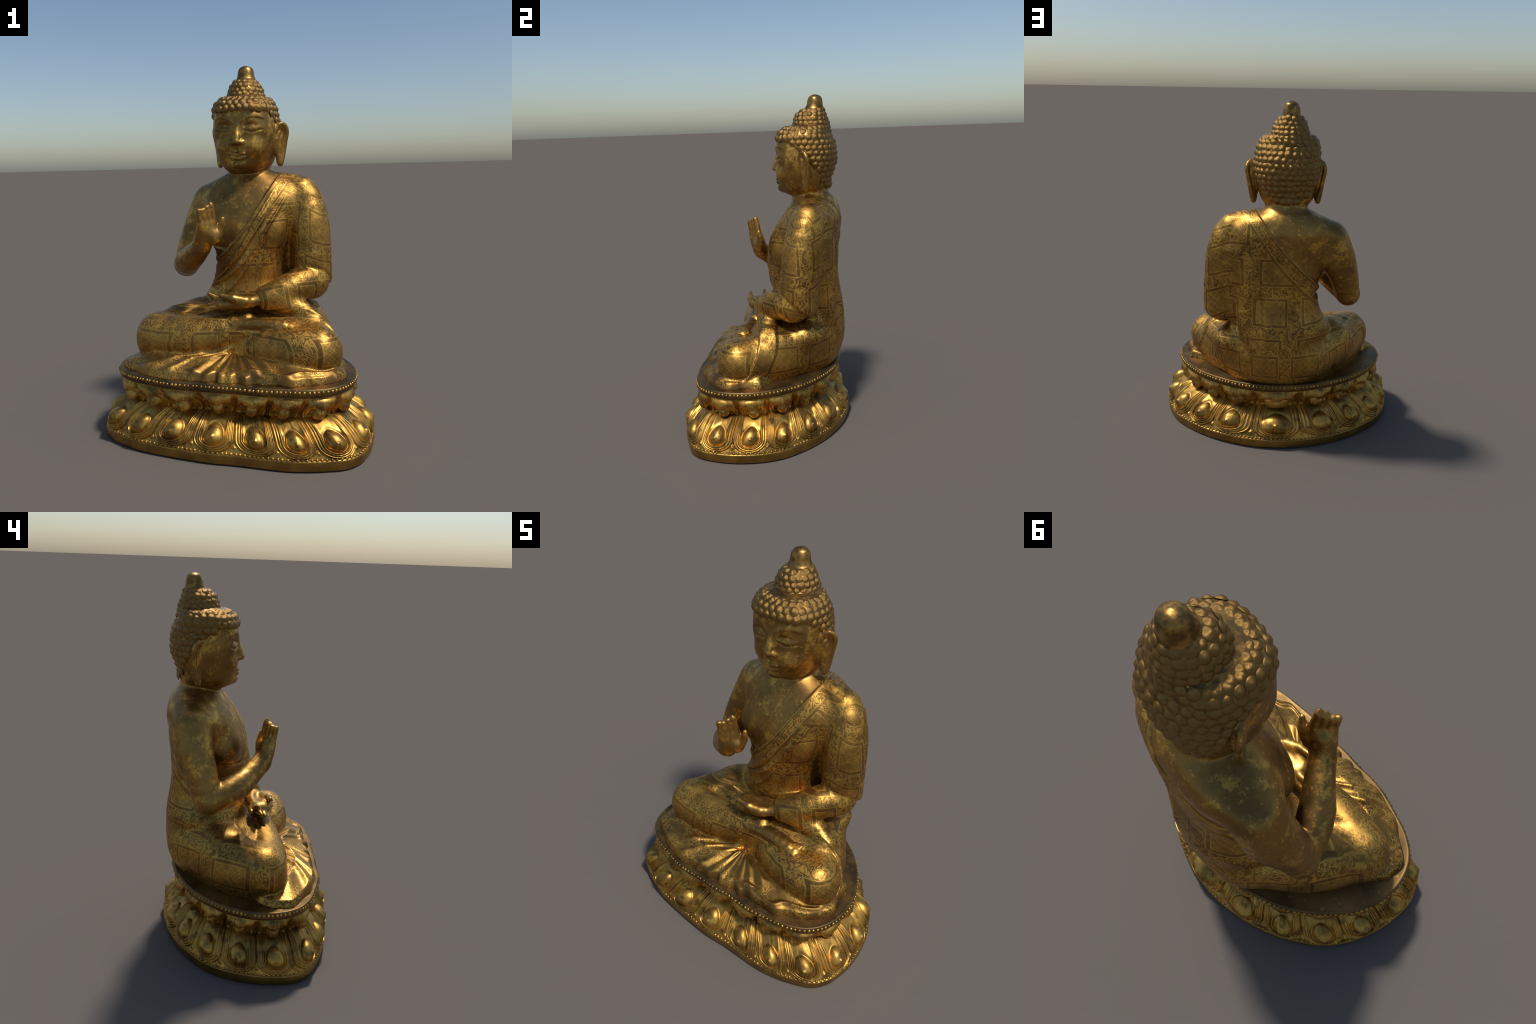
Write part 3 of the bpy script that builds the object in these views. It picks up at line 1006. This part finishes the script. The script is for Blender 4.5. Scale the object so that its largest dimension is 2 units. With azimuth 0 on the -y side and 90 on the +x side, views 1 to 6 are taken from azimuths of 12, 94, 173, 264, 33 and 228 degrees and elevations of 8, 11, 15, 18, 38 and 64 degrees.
def lower_relief(t, u, w, i, z):
    # t: 0 at the foot, 1 at the waist.  u: -1..1 across the petal
    wide = np.clip(w/.085, .8, 2.2)
    au = np.abs(u)
    c = .44
    below = np.minimum(t - c, 0)/.42
    m = np.sqrt((au/.97)**2 + below**2)                  # U-shaped petal metric
    ub = u/np.where(i == len(PETAL) - 1, .64, .50); tb = np.where(t < c, (t - c)/.23, (t - c)/.32)
    b = np.sqrt(ub**2 + tb**2)
    boss = .031*np.clip(1 - b**2.2, 0, 1)**.75
    nip = .006*np.exp(-((u/.10)**2 + ((t - .42)/.05)**2))
    lip = .010*np.exp(-((m - .66)/.10)**2)*sstep(.95, .55, t)
    ridges = .0032*np.cos(m*2*math.pi*6.2)*sstep(.55, .62, m)*sstep(1.12, 1.0, m)*sstep(1.0, .8, t)
    body = .010*sstep(1.06, .90, m)
    gap = -.003*np.exp(-((b - 1.08)/.10)**2)
    leaf = .007*np.exp(-(((1 - au)/.10)**2 + ((t - .20)/.06)**2))
    fade = sstep(.0, .06, t)
    return (boss + nip + lip + ridges + body + gap + leaf)*fade*sstep(1.02, .9, t)

def upper_relief(t, u, w, i, z):
    # t: 0 at the waist, 1 under the bead rim
    au = np.abs(u)
    b = np.sqrt((u/np.where(i == len(PETAL) - 1, .62, .42))**2 + ((t - .42)/.30)**2)
    boss = .040*np.clip(1 - b**2, 0, 1)**.6
    tip = .028*np.clip(1 - au/.75, 0, 1)**1.2*np.exp(-((t - .74)/.10)**2)
    arch = .006*np.exp(-((np.sqrt((u/.92)**2 + ((t - .40)/.50)**2) - 1)/.10)**2)
    body = .016*sstep(1.0, .75, au)*sstep(0, .15, t)*sstep(.98, .8, t)
    notch = -.016*np.exp(-((u)/.22)**2)*np.exp(-((t - .66)/.05)**2)
    ridges = .0022*np.cos(b*9)*sstep(1.05, 1.15, b)
    return (boss + tip + arch + body + notch + ridges)*sstep(0, .08, t)*sstep(1.0, .92, t)

pedestal = empty('lotus_pedestal', statue)
def add_grid(name, G, mat, parent, split=False, close=False):
    n = G.shape[0]
    idx = np.arange(n*NT).reshape(n, NT)
    f = np.stack([idx[:-1], np.roll(idx, -1, 1)[:-1], np.roll(idx, -1, 1)[1:], idx[1:]], -1)   # (n-1, NT, 4)
    P = to_world(G.reshape(-1, 3))
    ff = f.reshape(-1, 4)
    a, b, c, d = (P[ff[:, k]] for k in range(4))
    nn = np.cross(c - a, d - b); VN = np.zeros_like(P)
    for k in range(4):
        np.add.at(VN, ff[:, k], nn)
    VN /= np.maximum(np.linalg.norm(VN, axis=1, keepdims=True), 1e-12)
    if not split:
        return make_mesh(name, P, ff, mat, parent, VN)
    col = np.tile(np.arange(NT), (n-1, 1)).reshape(-1)
    for k in range(len(PETAL)):
        q = ff[PI[col] == k]
        used, inv = np.unique(q, return_inverse=True)
        make_mesh(name, P[used], inv.reshape(q.shape), mat, parent, VN[used])

NP_ = 110
lower = sheet([(0, -.006, .062), (.10, .000, .076), (.30, .016, .103), (.60, .052, .150), (.80, .088, .182), (.90, .126, .206), (1.0, .180, .230)], R_FOOT, lower_relief)
add_grid('lotus_petal', lower, PETALS, pedestal, True)
NP_ = 24
foot = sheet([(0, .10, .0), (.05, .012, .0), (.12, -.006, .004), (.5, -.012, .03), (.80, -.014, .052), (.9, -.010, .058), (1.0, .004, .062)], R_FOOT, None)
foot[0, :, 2] = 0; foot[1, :, 2] = 0
foot[..., 2] = np.maximum(foot[..., 2], 0)
add_grid('plinth', foot, PLINTH, pedestal)
NP_ = 90
upper = sheet([(0, .080, .206), (.15, .078, .232), (.40, .066, .258), (.65, .044, .290), (.85, .022, .320), (1.0, .014, .338)], R_RIM, upper_relief)
add_grid('lotus_petal', upper, PETALS, pedestal, True)
NP_ = 30
seat = sheet([(0, .020, .333), (.2, .006, .338), (.4, .000, .350), (.55, .001, .372), (.65, .006, .380), (.75, .013, .381), (.85, .018, .380), (1.0, .10, .381)], R_RIM, None)
add_grid('seat_rim', seat, SEAT, pedestal)
# seat disc
ring = to_world(seat[-1]); cen_ = to_world(np.array([[0, .03, .381]]))
P = np.vstack([ring, cen_])
tri = np.stack([np.arange(NT), (np.arange(NT)+1) % NT, np.full(NT, NT)], 1)
make_mesh('seat', P, tri, SEAT, pedestal, smooth=False)
# beads, one mesh per string
def beads(radius, inset, z, r, spacing):
    rr = radius(TH) - inset
    pts = ring_point(TH, rr, np.full(NT, z))
    s = np.r_[0, np.cumsum(np.linalg.norm(np.roll(pts, -1, 0) - pts, axis=1))]
    n = int(round(s[-1]/spacing)); loop = np.vstack([pts, pts[:1]])
    nu, nv = 10, 7
    vs, fs = [], []
    base = np.array([(math.sin(math.pi*j/(nv-1))*math.cos(2*math.pi*i/nu), math.sin(math.pi*j/(nv-1))*math.sin(2*math.pi*i/nu), math.cos(math.pi*j/(nv-1))) for j in range(nv) for i in range(nu)])
    fb = np.array([(j*nu+i, (j+1)*nu+i, (j+1)*nu+(i+1) % nu, j*nu+(i+1) % nu) for j in range(nv-1) for i in range(nu)])
    for k in range(n):
        t = (k + rng.uniform(-.12, .12))/n*s[-1] % s[-1]
        c = np.array([np.interp(t, s, loop[:, q]) for q in range(3)])
        vs.append(c + base*r*rng.uniform(.85, 1.1)); fs.append(fb + k*len(base))
    o = make_mesh('bead_string', to_world(np.vstack(vs)), np.vstack(fs), PETALS, pedestal)
    o['kind'] = 'stuff'
beads(R_RIM, .003, .364, .0088, .0225)
beads(R_FOOT, -.004, .060, .0090, .0235)
print('done', time.time() - T0, 'tris', sum(sum(len(p.vertices)-2 for p in o.data.polygons) for o in bpy.data.objects if o.type == 'MESH' and o.name.split('.')[0] != 'hair_curl'))
